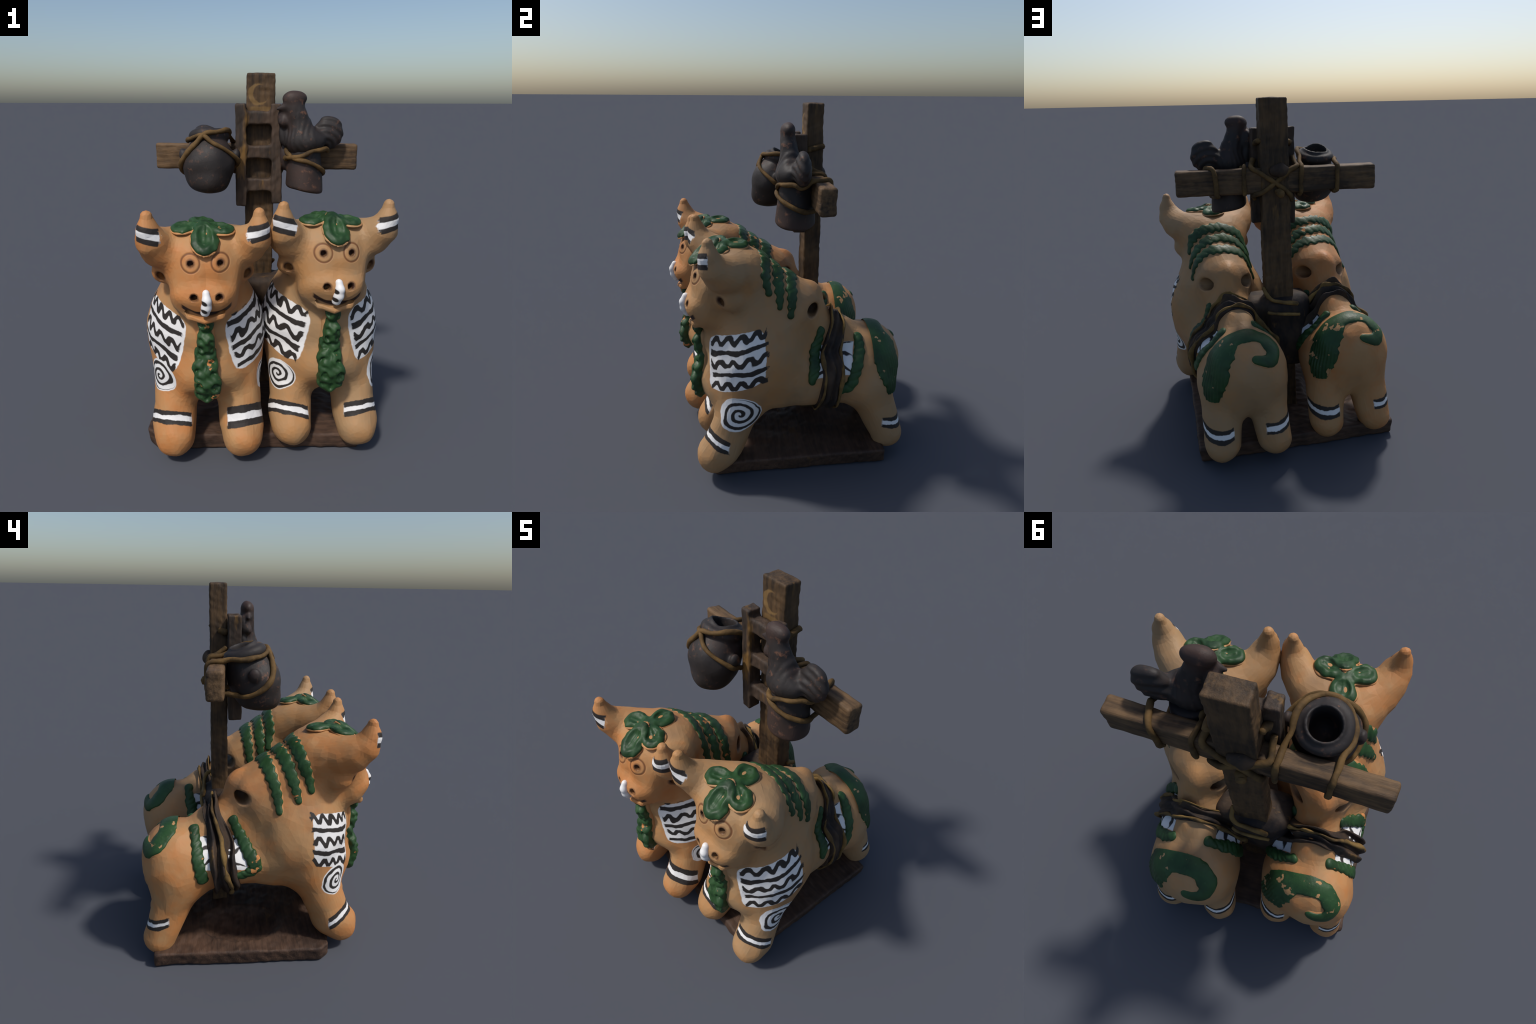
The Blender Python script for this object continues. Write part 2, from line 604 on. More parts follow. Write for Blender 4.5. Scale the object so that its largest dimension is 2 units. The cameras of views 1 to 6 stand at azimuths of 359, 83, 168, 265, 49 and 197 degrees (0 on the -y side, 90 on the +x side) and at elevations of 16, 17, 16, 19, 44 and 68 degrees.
def tidy(labels, faces, nv, rounds=3):
    """majority vote so that region borders run cleanly"""
    names = list(dict.fromkeys(labels.tolist()))
    code = np.array([names.index(x) for x in labels])
    for _ in range(rounds):
        acc = np.zeros((nv, len(names)))
        for i in range(faces.shape[1]):
            np.add.at(acc, (faces[:, i], code), 1)
        code = acc[faces].sum(1).argmax(1)
    return np.array([names[i] for i in code])


def tube(path, radii, seg=10, seed=0, rough_amp=0.0):
    P = np.array(path, np.float32)
    T = np.gradient(P, axis=0)
    T /= length(T)[:, None]
    up = np.array([0, 0, 1.0]) if abs(T[0, 2]) < 0.9 else np.array([1.0, 0, 0])
    rings = []
    nprev = np.cross(T[0], up)
    for i in range(len(P)):
        n = nprev - T[i] * (nprev @ T[i])
        n /= np.linalg.norm(n)
        b = np.cross(T[i], n)
        nprev = n
        ang = np.arange(seg) * 2 * np.pi / seg
        rings.append(P[i] + radii[i] * (np.cos(ang)[:, None] * n + np.sin(ang)[:, None] * b))
    pts = np.concatenate(rings + [P[:1] - T[:1] * radii[0] * 0.5, P[-1:] + T[-1:] * radii[-1] * 0.5]).astype(np.float32)
    if rough_amp:
        c = np.repeat(P, seg, 0)
        r = pts[:-2] - c
        pts[:-2] += r / length(r)[:, None] * (rough_amp * wobble(pts[:-2], 0.04, seed))[:, None]
    f = []
    n = len(P)
    for i in range(n - 1):
        for j in range(seg):
            k = (j + 1) % seg
            f.append((i * seg + j, (i + 1) * seg + j, (i + 1) * seg + k, i * seg + k))
    for j in range(seg):
        k = (j + 1) % seg
        f.append((n * seg, j, k, k))
        f.append((n * seg + 1, (n - 1) * seg + k, (n - 1) * seg + j, (n - 1) * seg + j))
    quads = np.array(f)
    me = bpy.data.meshes.new("rope")
    me.from_pydata(pts.tolist(), [], [tuple(dict.fromkeys(q)) for q in quads.tolist()])
    me.polygons.foreach_set("use_smooth", np.ones(len(me.polygons), bool))
    me.update()
    return me


# ---------------------------------------------------------------- materials: a small node language
def srgb(r, g, b):
    return tuple(((c / 255 + 0.055) / 1.055) ** 2.4 if c > 10 else c / 255 / 12.92 for c in (r, g, b)) + (1.0,)


class N:
    def __init__(self, nt, s):
        self.nt, self.s = nt, s

    def _m(self, op, *o, clamp=False):
        n = self.nt.nodes.new("ShaderNodeMath")
        n.operation, n.use_clamp = op, clamp
        for i, x in enumerate((self,) + o):
            if isinstance(x, N):
                self.nt.links.new(x.s, n.inputs[i])
            else:
                n.inputs[i].default_value = float(x)
        return N(self.nt, n.outputs[0])

    def __add__(self, o): return self._m("ADD", o)
    __radd__ = __add__
    def __sub__(self, o): return self._m("SUBTRACT", o)
    def __rsub__(self, o): return (self * -1.0) + o
    def __mul__(self, o): return self._m("MULTIPLY", o)
    __rmul__ = __mul__
    def __truediv__(self, o): return self._m("DIVIDE", o)
    def __neg__(self): return self * -1.0
    def abs(self): return self._m("ABSOLUTE")
    def sin(self): return self._m("SINE")
    def floor(self): return self._m("FLOOR")
    def fract(self): return self._m("FRACT")
    def sqrt(self): return self._m("SQRT")
    def min(self, o): return self._m("MINIMUM", o)
    def max(self, o): return self._m("MAXIMUM", o)
    def atan2(self, o): return self._m("ARCTAN2", o)
    def mod2(self): return (self * 0.5).fract() * 2.0
    def clamp(self): return self._m("ADD", 0.0, clamp=True)
    def edge(self, w):
        """soft step at 0, w wide"""
        return (self * (1.0 / w))._m("ADD", 0.5, clamp=True)


def hyp(a, b):
    return (a * a + b * b).sqrt()


class Mat:
    def __init__(self, name, rough=0.6, spec=0.5):
        self.m = bpy.data.materials.new(name)
        self.m.use_nodes = True
        self.nt = self.m.node_tree
        self.b = self.nt.nodes["Principled BSDF"]
        self.b.inputs["Roughness"].default_value = rough
        self.b.inputs["Specular IOR Level"].default_value = spec
        tc = self.nt.nodes.new("ShaderNodeTexCoord")
        self.obj = tc.outputs["Object"]
        sx = self.nt.nodes.new("ShaderNodeSeparateXYZ")
        self.nt.links.new(self.obj, sx.inputs[0])
        self.x, self.y, self.z = (N(self.nt, sx.outputs[i]) for i in range(3))

    def vec(self, scale=(1, 1, 1), shift=(0, 0, 0)):
        mp = self.nt.nodes.new("ShaderNodeMapping")
        self.nt.links.new(self.obj, mp.inputs[0])
        mp.inputs["Scale"].default_value = scale
        mp.inputs["Location"].default_value = shift
        return mp.outputs[0]

    def noise(self, scale, detail=3.0, rough=0.5, stretch=(1, 1, 1), shift=(0, 0, 0)):
        n = self.nt.nodes.new("ShaderNodeTexNoise")
        self.nt.links.new(self.vec(stretch, shift), n.inputs["Vector"])
        n.inputs["Scale"].default_value, n.inputs["Detail"].default_value = scale, detail
        n.inputs["Roughness"].default_value = rough
        return N(self.nt, n.outputs[0])

    def voronoi(self, scale, out="Distance", stretch=(1, 1, 1)):
        n = self.nt.nodes.new("ShaderNodeTexVoronoi")
        self.nt.links.new(self.vec(stretch), n.inputs["Vector"])
        n.inputs["Scale"].default_value = scale
        return N(self.nt, n.outputs[out])

    def mix(self, f, a, b):
        n = self.nt.nodes.new("ShaderNodeMix")
        n.data_type = "RGBA"
        if isinstance(f, N):
            self.nt.links.new(f.s, n.inputs[0])
        else:
            n.inputs[0].default_value = f
        for i, c in ((6, a), (7, b)):
            if isinstance(c, tuple):
                n.inputs[i].default_value = c
            else:
                self.nt.links.new(c, n.inputs[i])
        return n.outputs[2]

    def flats(self, amount):
        """let the cut flats of the mesh show through the smooth shading"""
        g = self.nt.nodes.new("ShaderNodeNewGeometry")
        n = self.nt.nodes.new("ShaderNodeMix")
        n.data_type = "VECTOR"
        n.inputs[0].default_value = amount
        self.nt.links.new(g.outputs["Normal"], n.inputs[4])
        self.nt.links.new(g.outputs["True Normal"], n.inputs[5])
        return n.outputs[1]

    def finish(self, colour, bump=None, strength=0.3, dist=0.01, rough=None, flats=0.0):
        if isinstance(colour, tuple):
            self.b.inputs["Base Color"].default_value = colour
        else:
            self.nt.links.new(colour, self.b.inputs["Base Color"])
        if bump is not None:
            n = self.nt.nodes.new("ShaderNodeBump")
            n.inputs["Strength"].default_value, n.inputs["Distance"].default_value = strength, dist
            self.nt.links.new(bump.s, n.inputs["Height"])
            if flats:
                self.nt.links.new(self.flats(flats), n.inputs["Normal"])
            self.nt.links.new(n.outputs[0], self.b.inputs["Normal"])
        if rough is not None:
            self.nt.links.new(rough.s, self.b.inputs["Roughness"])
        return self.m


WHITE, BLACK, BROWN = srgb(226, 224, 222), srgb(44, 39, 36), srgb(58, 34, 24)


def painted_clay(name, B, at, warm, tan, side_patches, legs, spirals):
    """fired clay with hand-painted shoulders, spirals, leg and horn rings, eyes"""
    M = Mat(name, rough=0.62, spec=0.35)
    X, Y, Z = M.x + at[0], M.y + at[1], M.z
    y = (Y - B.y0) / B.yk + (Y - B.ys).max(0.0) * B.yb
    x = X - B.x0 - Y * B.xk - (-0.25 - Y).max(0.0) * B.head - (Y - 0.25).max(0.0) * B.rear
    z = Z / (1.0 - y * B.zk)
    n1 = M.noise(2.6, 4, 0.6)
    n2 = M.noise(14.0, 4, 0.6)
    n3 = M.noise(55.0, 2)
    blot = ((n1 - 0.5) * 4.0 + (n2 - 0.5) * 1.6 + 0.5).clamp()
    col = M.mix(blot, warm, tan)
    grey_smudge = ((M.noise(3.4, 3, 0.55, shift=(3, 1, 2)) - 0.56) * 5.0).clamp() * 0.6
    col = M.mix(grey_smudge, col, srgb(116, 94, 72))
    jit = (M.noise(26.0, 2) - 0.5) * 1.0
    jit2 = (M.noise(60.0, 2, shift=(1, 2, 3)) - 0.5) * 1.0

    def paint(mask, c):
        nonlocal col
        col = M.mix(mask, col, c)

    axx = x.abs()
    yh = y - x * 0.125
    axh = (x + (y + 0.45) * 0.06).abs()
    slow = (M.noise(9.0, 2, shift=(7, 3, 1)) - 0.5)
    # shoulder patches, in angle round the shoulder and height
    for sgn, (t1, wavy_first, freq, amp, ph) in side_patches.items():
        xs = x * sgn
        th = xs.atan2(-1.0 * (y + 0.22)) * 57.2958
        zb = th * 0.0018 + 0.463 + jit * 0.012
        zt = th * 0.00125 + 0.792 + jit2 * 0.008
        v = (z - zb) / (zt - zb)
        th0 = 26.0 - v * 11.0 + jit * 3.0
        u = (th - th0) / (t1 - th0 + jit * 3.0)
        cu, cv = (u * 2.0 - 1.0).abs(), (v * 2.0 - 1.0).abs()
        cu, cv = cu * cu, cv * cv
        inside = (1.0 - cu * cu - cv * cv * cv + jit * 0.12).edge(0.10) * (u + 0.1).edge(0.02)
        paint(inside, WHITE)
        f = v * 5.0 + slow * 0.7 - 0.0
        row = f.floor()
        off = f - row - 0.5
        par = (row + (0.0 if wavy_first else 1.0)).mod2()      # 0 = wavy row, 1 = straight row
        par = (par - 0.5).edge(0.1)
        arg = th * freq + row * 1.9 + ph + slow * 4.0
        wave = arg.sin() * (amp * 0.82 + slow * 0.2)
        steep = (arg + 1.5708).sin().abs()
        width = 0.215 + jit * 0.04 + slow * 0.22
        lean = (steep * steep * (1.0 - par) * 1.5 + 1.0).sqrt()
        line = (width - (off - wave * (1.0 - par)).abs() / lean).edge(0.06)
        ends = (u - 0.05 + jit2 * 0.05).edge(0.02) * (1.03 + jit2 * 0.12 - u).edge(0.02)
        paint(line * ends * (v - 0.0).edge(0.02) * (1.02 - v).edge(0.02), BLACK)
    # spirals on the shoulders' lower front
    for sgn, (tc, zc, R, turn, ph) in spirals.items():
        xs = x * sgn
        th = xs.atan2(-1.0 * (y + 0.22)) * 57.2958
        s = (th - tc) * 0.0046 + jit * 0.006 + slow * 0.03
        t = z - zc + jit2 * 0.004 + slow * 0.02
        r = hyp(s * 1.08, t)
        front = (th - 5.0).edge(1.0) * (130.0 - th).edge(1.0)
        paint((R - r).edge(0.004) * front, WHITE)
        a = t.atan2(s * 1.08) / 6.2832
        coil = (r / (R * 0.38) + a * turn + ph).fract()
        paint((0.23 + jit * 0.12 + slow * 0.2 - (coil - 0.5).abs()).edge(0.10) * (R * 0.94 - r).edge(0.003) * front, BLACK)
    # rings on the legs: white between two black strokes
    for (sx, sy), (zc, tilt, half, lo, hi) in legs.items():
        xs = x * sx
        w = z - zc - (xs - 0.18) * tilt + jit * 0.007 + slow * 0.018
        if sy < 0:
            face = (-0.15 - y).edge(0.01) * 1.0
            w = w + (y + 0.52) * 0.6
        else:
            face = (y - 0.30).edge(0.01)
            w = w + (y - 0.60) * 0.25
        span = face * (xs - lo + jit * 0.02).edge(0.006) * (hi - xs + jit2 * 0.02).edge(0.006)
        front = (-0.43 - y + slow * 0.06).edge(0.01) if sy < 0 else (y - 0.47).edge(0.01)
        span = span * front
        paint((half * 1.15 - w.abs()).edge(0.004) * span, WHITE)
        paint((half * 0.55 - (w.abs() - half * 1.15).abs() + jit2 * 0.008 + slow * 0.014).edge(0.004) * span, BLACK)
    # rings on the front of the horns
    w = z - 1.258 - (axh - 0.25) * 0.25 + jit * 0.006
    face = (-0.563 - yh + jit2 * 0.012).edge(0.006) * (axh - 0.195 + jit2 * 0.03 - w.abs() * 0.35 + slow * 0.05).edge(0.006) * (z - 1.15).edge(0.01)
    paint((0.026 - w.abs()).edge(0.004) * face, WHITE)
    paint((0.013 - (w.abs() - 0.027).abs()).edge(0.004) * face, BLACK)
    # eyes, nostrils, mouth, ears: dark pits
    front = (-0.50 - yh).edge(0.02)
    er = hyp(axh - EYE[0], z - EYE[2])
    paint((0.0195 - er + jit2 * 0.004).edge(0.012) * front, BROWN)
    paint((0.0040 - (er - 0.0425).abs()).edge(0.004) * front * 0.85, srgb(104, 62, 34))
    nr = hyp(axh - NOSTRIL[0], z - NOSTRIL[2])
    paint((0.020 - nr + jit2 * 0.004).edge(0.012) * front, BROWN)
    lip = z - 0.878 - axh * axh * 3.3
    paint((0.0120 - (lip - 0.002).abs()).edge(0.006) * (-0.53 - yh).edge(0.01) * (0.118 - axh).edge(0.01), srgb(46, 27, 19))
    ear = hyp(hyp(axh - 0.215, (yh + 0.49)), z - 1.034)
    paint((0.030 - ear).edge(0.016), BROWN)
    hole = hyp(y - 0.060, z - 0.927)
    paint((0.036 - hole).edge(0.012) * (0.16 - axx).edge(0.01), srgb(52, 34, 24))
    # white cloth painted between the flank bands, with black leaf marks
    yf = 0.03 + (z - 0.57) * 0.30
    yb = 0.262 + (z - 0.52) * 0.27
    fl = (y - yf).edge(0.004) * (yb - y).edge(0.004) * (z - 0.570 + jit * 0.02).edge(0.004) * (0.715 - z + jit * 0.01).edge(0.004) * (axx - 0.07).edge(0.01)
    paint(fl, WHITE)
    side = y - (0.205 + (z - 0.9) * 0.13)
    mid = side.abs()
    fan = (z - 0.655 + jit * 0.012).atan2(mid + 0.02) * 2.1 + side * 5.0
    ray = (fan + slow * 0.8).fract() - 0.5
    paint((0.19 - (mid - 0.065) * 3.2 - ray.abs() + jit * 0.1).edge(0.07) * fl, BLACK)
    groove = (0.005 - (er - 0.0425).abs()).edge(0.006) * front
    bump = n2 * 0.7 + n3 * 0.3 - groove * 1.6
    return M.finish(col, bump, 0.3, 0.006, rough=n2 * 0.25 + 0.5, flats=0.65)


def plain_clay(name, warm, tan):
    M = Mat(name, rough=0.62, spec=0.35)
    n2 = M.noise(14.0, 4, 0.6)
    return M.finish(M.mix(n2, warm, tan), n2, 0.2, 0.006)


def green_glaze(name, clay, chips=0.62):
    M = Mat(name, rough=0.5, spec=0.35)
    n1, n2 = M.noise(9.0, 4, 0.6), M.noise(38.0, 3, 0.55)
    col = M.mix(((n1 - 0.5) * 2.5 + 0.5).clamp(), srgb(25, 50, 24), srgb(44, 78, 40))
    col = M.mix(((n2 - 0.6) * 4.0).clamp() * 0.5, col, srgb(78, 108, 70))
    chip = (M.noise(17.0, 3, 0.5, shift=(4, 2, 7)) - chips).edge(0.02)
    col = M.mix(chip, col, clay)
    return M.finish(col, n2 * 0.6 + n1 - chip * 0.3, 0.35, 0.008, rough=n2 * 0.3 + 0.36 + chip * 0.25)


def old_wood(name, dark, mid, gold, along, gold_at=0.62, crescent=False):
    M = Mat(name, rough=0.68, spec=0.3)
    st = [1.0, 1.0, 1.0]
    st[along] = 0.12
    grain = M.noise(46.0, 4, 0.65, stretch=tuple(st))
    patch = M.noise(5.0, 4, 0.65)
    col = M.mix(((patch - 0.5) * 3.0 + (grain - 0.5) * 2.2 + 0.5).clamp(), dark, mid)
    st[along] = 0.3
    g = ((M.noise(8.0, 4, 0.7, stretch=tuple(st), shift=(3, 5, 1)) - gold_at) * 7.0).clamp()
    col = M.mix(g * 0.8, col, gold)
    if crescent:
        j = (M.noise(30.0, 2) - 0.5) * 0.016
        moon = (0.057 - hyp(M.x + 0.020, M.z - 1.882) + j).edge(0.006) * (hyp(M.x + 0.001, M.z - 1.886) - 0.047 + j).edge(0.006)
        rule = (0.012 - (M.z - 1.803).abs() + j).edge(0.008) * (0.065 - M.x.abs()).edge(0.02)
        col = M.mix(moon.max(rule * 0.8) * 0.75 * (0.135 - M.y).edge(0.01), col, srgb(128, 100, 60))
    return M.finish(col, grain, 0.5, 0.008)


def black_clay(name):
    M = Mat(name, rough=0.6, spec=0.3)
    n1, n2 = M.noise(7.0, 4, 0.6), M.noise(30.0, 4, 0.65)
    col = M.mix(n1, srgb(30, 28, 28), srgb(54, 48, 46))
    col = M.mix(((M.noise(4.0, 3, shift=(2, 6, 3)) - 0.5) * 5.0).clamp() * 0.45, col, srgb(82, 58, 48))
    worn = ((n2 - 0.56) * 6.0).clamp() * ((n1 - 0.42) * 5).clamp()
    col = M.mix(worn * 0.85, col, srgb(128, 88, 66))
    return M.finish(col, n2 + n1, 0.3, 0.006, rough=n2 * 0.3 + 0.45)


def rope_mat(name, a, b):
    M = Mat(name, rough=0.75, spec=0.2)
    n1, n2 = M.noise(11.0, 4, 0.6), M.noise(60.0, 3)
    return M.finish(M.mix(((n1 - 0.5) * 3.0 + 0.5).clamp(), a, b), n2 + n1, 0.35, 0.006)


def strap_mat(name):
    M = Mat(name, rough=0.7, spec=0.25)
    n1, n2 = M.noise(9.0, 4, 0.7, stretch=(1, 1, 0.5)), M.noise(42.0, 3)
    col = M.mix(((n1 - 0.5) * 3.0 + 0.4).clamp(), srgb(36, 31, 30), srgb(74, 58, 44))
    g = ((M.noise(6.5, 4, 0.7, stretch=(1, 2.4, 0.6), shift=(2, 2, 9)) - 0.60) * 8.0).clamp()
    col = M.mix(g * 0.7, col, srgb(134, 100, 52))
    return M.finish(col, n1 + n2 * 0.5, 0.4, 0.01)


# ---------------------------------------------------------------- build
for o in list(bpy.data.objects):
    bpy.data.objects.remove(o)

SKIN = mesh_shape(bull_carved, (-0.36, -0.72, 0.015), (0.36, 0.70, 1.40), 0.0062)




def faceted(pts, faces, ratio):
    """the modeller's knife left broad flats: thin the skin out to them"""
    me = make_mesh("skin", pts, faces)
    o = bpy.data.objects.new("skin", me)
    bpy.context.scene.collection.objects.link(o)
    t = o.modifiers.new("t", "TRIANGULATE")
    m = o.modifiers.new("d", "DECIMATE")
    m.ratio = ratio
    ev = o.evaluated_get(bpy.context.evaluated_depsgraph_get()).to_mesh()
    ev.calc_loop_triangles()
    v = np.empty(len(ev.vertices) * 3, np.float32)
    ev.vertices.foreach_get("co", v)
    f = np.empty(len(ev.loop_triangles) * 3, np.int32)
    ev.loop_triangles.foreach_get("vertices", f)
    bpy.data.objects.remove(o)
    bpy.data.meshes.remove(me)
    return v.reshape(-1, 3), f.reshape(-1, 3)


SKIN = faceted(*SKIN, 0.040)


def region(c):
    """which part of the body a point of the skin belongs to"""
    g = bull_groups(c)
    keys = ["torso", "foreleg", "hindleg", "head", "horn", "ear"]
    bias = {"torso": 0.0, "foreleg": 0.0, "hindleg": 0.0, "head": -0.006, "horn": -0.012, "ear": -0.004}
    d = np.stack([g[k] + bias[k] for k in keys], 1)
    lab = np.array(keys, dtype=object)[d.argmin(1)]
    left = c[:, 0] < 0
    for k in ("foreleg", "hindleg", "horn", "ear"):
        lab[(lab == k) & left] = k + "_other"
    return np.array(lab.tolist())


SKIN_PARTS = tidy(region(SKIN[0][SKIN[1]].mean(1).astype(np.float32)), SKIN[1], len(SKIN[0]))
MID, PETALS = leaf_petals()


def relief_mesh(f, line, h=0.0052, m=0.045):
    lo, hi = line.box(m)
    return mesh_shape(f, lo, hi, h, 1)


MADE = {}


def once(key, make):
    """both bulls came out of one mould: these reliefs are computed once"""
    if key not in MADE:
        MADE[key] = make()
    return MADE[key]


def neck_band(top_y, top_z, ends):
    """over the neck from one side to the other"""
    pts = []
    for sgn, a in ((-1, ends[0]), (1, ends[1])):
        half = []
        for t in (1.0, 0.8, 0.6, 0.4, 0.2):
            ang = t * math.pi / 2
            half.append((sgn * 0.205 * math.sin(ang) ** 0.9, top_y + (a[0] - top_y) * t, a[1] + (top_z - a[1]) * math.cos(ang), 0.018 + 0.018 * (1 - t ** 3)))
        if sgn < 0:
            pts += half + [(0, top_y, top_z, 0.035)]
        else:
            pts += half[::-1]
    return pts


def build_bull(B, at, mats, tailm, neck_ends, flanks, fold, seed, cords):
    clay, bare, green, strapm, cordm, tongue_m = mats
    top = empty("clay_bull", "terracotta bull with painted white shoulders, spirals and green leaves", "bull figurine", at)
    at = np.array(at, np.float32)
    own = np.float32(0.0016)

    def world(p):
        p = p + own * np.stack([wobble(p, 0.12, seed + 31), wobble(p, 0.12, seed + 32), wobble(p, 0.12, seed + 33)], 1)
        return (B.world(p) - at).astype(np.float32)

    pts, faces = SKIN
    wp = world(pts + gradient(bull, pts) * (0.0016 * wobble(pts, 0.075, seed))[:, None])
    vn = vertex_normals(wp, faces)
    made = {}
    for name, p, f, n in split_by(wp, faces, SKIN_PARTS, vn):
        key = name.replace("_other", "")
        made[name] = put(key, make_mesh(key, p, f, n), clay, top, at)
    for k in ("horn", "horn_other", "ear", "ear_other"):
        made[k].parent = made["head"]
    torso, head = made["torso"], made["head"]

    def add(name, mesh, mat, parent):
        p, f = mesh
        return put(name, make_mesh(name, world(p), f), mat, parent, at)

    # brow leaf: petals of green over a rim of bare clay
    def leaf(q):
        d = None
        for pet in PETALS:
            e = petal_shape(q, pet)
            d = e if d is None else smin(d, e, 0.014)
        d = smin(d, ellipsoid(q, MID + V(0, 0, 0.008), (0.034, 0.034, 0.022)), 0.02)
        return d + 0.0022 * wobble(q, 0.04, 3)
    add("brow_leaf", once("leaf", lambda: mesh_shape(leaf, MID - 0.24, MID + 0.24, 0.005, 1)), LEAF, head)
    def rim(q):
        d = None
        for pet in PETALS:
            e = petal_shape(q, pet, grow=0.006, lift=0.002, hollow=False)
            d = e if d is None else smin(d, e, 0.012)
        return smin(d, sphere(q, MID, 0.03), 0.02)
    add("leaf_rim", once("rim", lambda: mesh_shape(rim, MID - 0.24, MID + 0.24, 0.006, 1)), bare, head)
    # neck coils
    for i, (ty, tz) in enumerate(((-0.205, 1.205), (-0.13, 1.16), (-0.05, 1.115))):
        line = Polyline(neck_band(ty, tz, neck_ends[i]), 32)
        add("neck_coil", relief_mesh(ridge_relief(line, 0.012, twist=0.0018, pitch=0.046, lumps=0.26, seed=seed + i), line), green, torso)
        add("neck_coil_bed", relief_mesh(ridge_relief(line, 0.013, grow=0.007, drop=0.007, seed=seed + i), line, 0.007), bare, torso)
    # flank bands, both sides
    for path, wide in flanks:
        line = Polyline([(a, b, c, w * wide) for a, b, c, w in path], 22)
        add("flank_band", relief_mesh(ridge_relief(line, 0.016, twist=0.004, pitch=0.042, lumps=0.14, seed=seed + 11), line), green, torso)
    # tail: sweeps up the flank, over the rump and curls
    tail = Polyline([(0.200, 0.540, 0.470, 0.056), (0.195, 0.535, 0.56, 0.090), (0.160, 0.505, 0.665, 0.096), (0.095, 0.475, 0.740, 0.084), (0.005, 0.462, 0.780, 0.064),
                     (-0.09, 0.470, 0.750, 0.054), (-0.145, 0.525, 0.680, 0.048), (-0.115, 0.585, 0.655, 0.040), (-0.045, 0.60, 0.680, 0.026)], 36)
    def brushed(q):
        d, w, s, side = tail.query(q)
        return ridge_relief(tail, 0.013, lumps=0.03, seed=seed + 21)(q) + 0.0022 * np.sin(side * 330 + s * 8) * np.clip(1.2 - s * 5, 0, 1)
    add("tail", once("tail", lambda: relief_mesh(brushed, tail)), tailm, torso)
    add("tail_bed", once("bed", lambda: relief_mesh(ridge_relief(tail, 0.014, grow=0.008, drop=0.008), tail, 0.007)), bare, torso)
    # bunch on the chest
    add("chest_garland", once("garland", lambda: mesh_shape(garland, (-0.12, -0.70, 0.37), (0.12, -0.44, 0.84), 0.005, 1)), green, torso)
    add("garland_bed", once("gbed", lambda: mesh_shape(lambda q: smax(smax(bull(q) - 0.016, cone(q, (0, -0.55, 0.765), (0, -0.54, 0.48), 0.044, 0.070), 0.008), -bull(q) - 0.01, 0.004),
                                  (-0.12, -0.66, 0.33), (0.12, -0.40, 0.85), 0.006, 1)), bare, torso)
    # tongue that licks the nose
    lick = onto(bull, [(0.009, -0.66, 1.000), (0.010, -0.67, 0.965), (0.008, -0.67, 0.925), (0.004, -0.66, 0.892)])
    lick = lick + gradient(bull, lick) * V(0.000, 0.002, 0.004, 0.004)[:, None]
    add("tongue", once("tongue", lambda: mesh_shape(lambda q: chain(q, [tuple(c) for c in lick], [0.018, 0.021, 0.023, 0.022], 0.01),
                             (-0.06, -0.74, 0.82), (0.07, -0.56, 1.06), 0.004, 1)), tongue_m, head)
    # strap round the waist with its cords
    lo, hi = (-0.33, 0.02, 0.34), (0.33, 0.36, 0.96)
    add("strap", mesh_shape(strap(fold, seed, 0.052 + fold * 1.4), lo, hi, 0.006, 1), strapm, top)
    for off, r, rise in cords:
        add("strap_cord", mesh_shape(cord(off, r, seed, rise), lo, hi, 0.005, 1), cordm, top)
    return top


def tongue_paint(name, B, at):
    M = Mat(name, rough=0.5, spec=0.4)
    y = (M.y + at[1] - B.y0) / B.yk
    z = M.z / (1.0 - y * B.zk)
    x = M.x + at[0] - B.x0 - (M.y + at[1]) * B.xk
    jit = (M.noise(40.0, 2) - 0.5)
    m = None
    for zc in (0.957, 0.915, 0.876):
        d = (0.0115 - hyp((x - 0.002) * 0.75 + jit * 0.004, z - zc + x * 0.25)).edge(0.004)
        m = d if m is None else m.max(d)
    return M.finish(M.mix(m, WHITE, BLACK))


def sides(*paths):
    out = []
    for p in paths:
        out.append(p)
    return out


CLAY_L = (srgb(182, 120, 68), srgb(174, 132, 88))
CLAY_R = (srgb(172, 126, 80), srgb(160, 128, 92))
AT_L, AT_R = (-0.32, 0.0, 0.0), (0.30, 0.06, 0.0)
GREEN_L = green_glaze("green_paint_chipped", CLAY_L[0], 0.66)
LEAF = green_glaze("green_paint_leaf", CLAY_L[0], 0.80)
STRAP, CORD = strap_mat("dark_cloth"), rope_mat("yellowed_cord", srgb(70, 55, 35), srgb(134, 106, 60))
ROPE = rope_mat("tan_rope", srgb(64, 50, 32), srgb(116, 89, 52))

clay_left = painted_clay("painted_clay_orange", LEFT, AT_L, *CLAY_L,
                         {-1: (74.0, True, 0.52, 0.30, 0.0), 1: (84.0, False, 0.44, 0.26, 1.0)},
                         {(-1, -1): (0.256, 0.12, 0.023, 0.085, 0.42), (1, -1): (0.266, 0.18, 0.037, 0.10, 0.42),
                          (-1, 1): (0.236, 0.05, 0.017, 0.12, 0.30), (1, 1): (0.224, -0.05, 0.019, 0.09, 0.30)},
                         {-1: (46.0, 0.470, 0.085, 1.0, 0.2), 1: (66.0, 0.44, 0.085, -1.0, 0.4)})
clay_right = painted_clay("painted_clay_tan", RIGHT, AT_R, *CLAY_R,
                          {1: (88.0, True, 0.40, 0.28, 0.6), -1: (88.0, True, 0.42, 0.34, 0.3)},
                          {(-1, -1): (0.245, 0.25, 0.024, 0.09, 0.42), (1, -1): (0.258, 0.22, 0.024, 0.10, 0.42),
                           (-1, 1): (0.236, 0.10, 0.019, 0.09, 0.30), (1, 1): (0.226, -0.05, 0.020, 0.09, 0.30)},
                          {1: (62.0, 0.428, 0.102, -1.0, 0.1), -1: (46.0, 0.43, 0.082, 1.0, 0.5)})

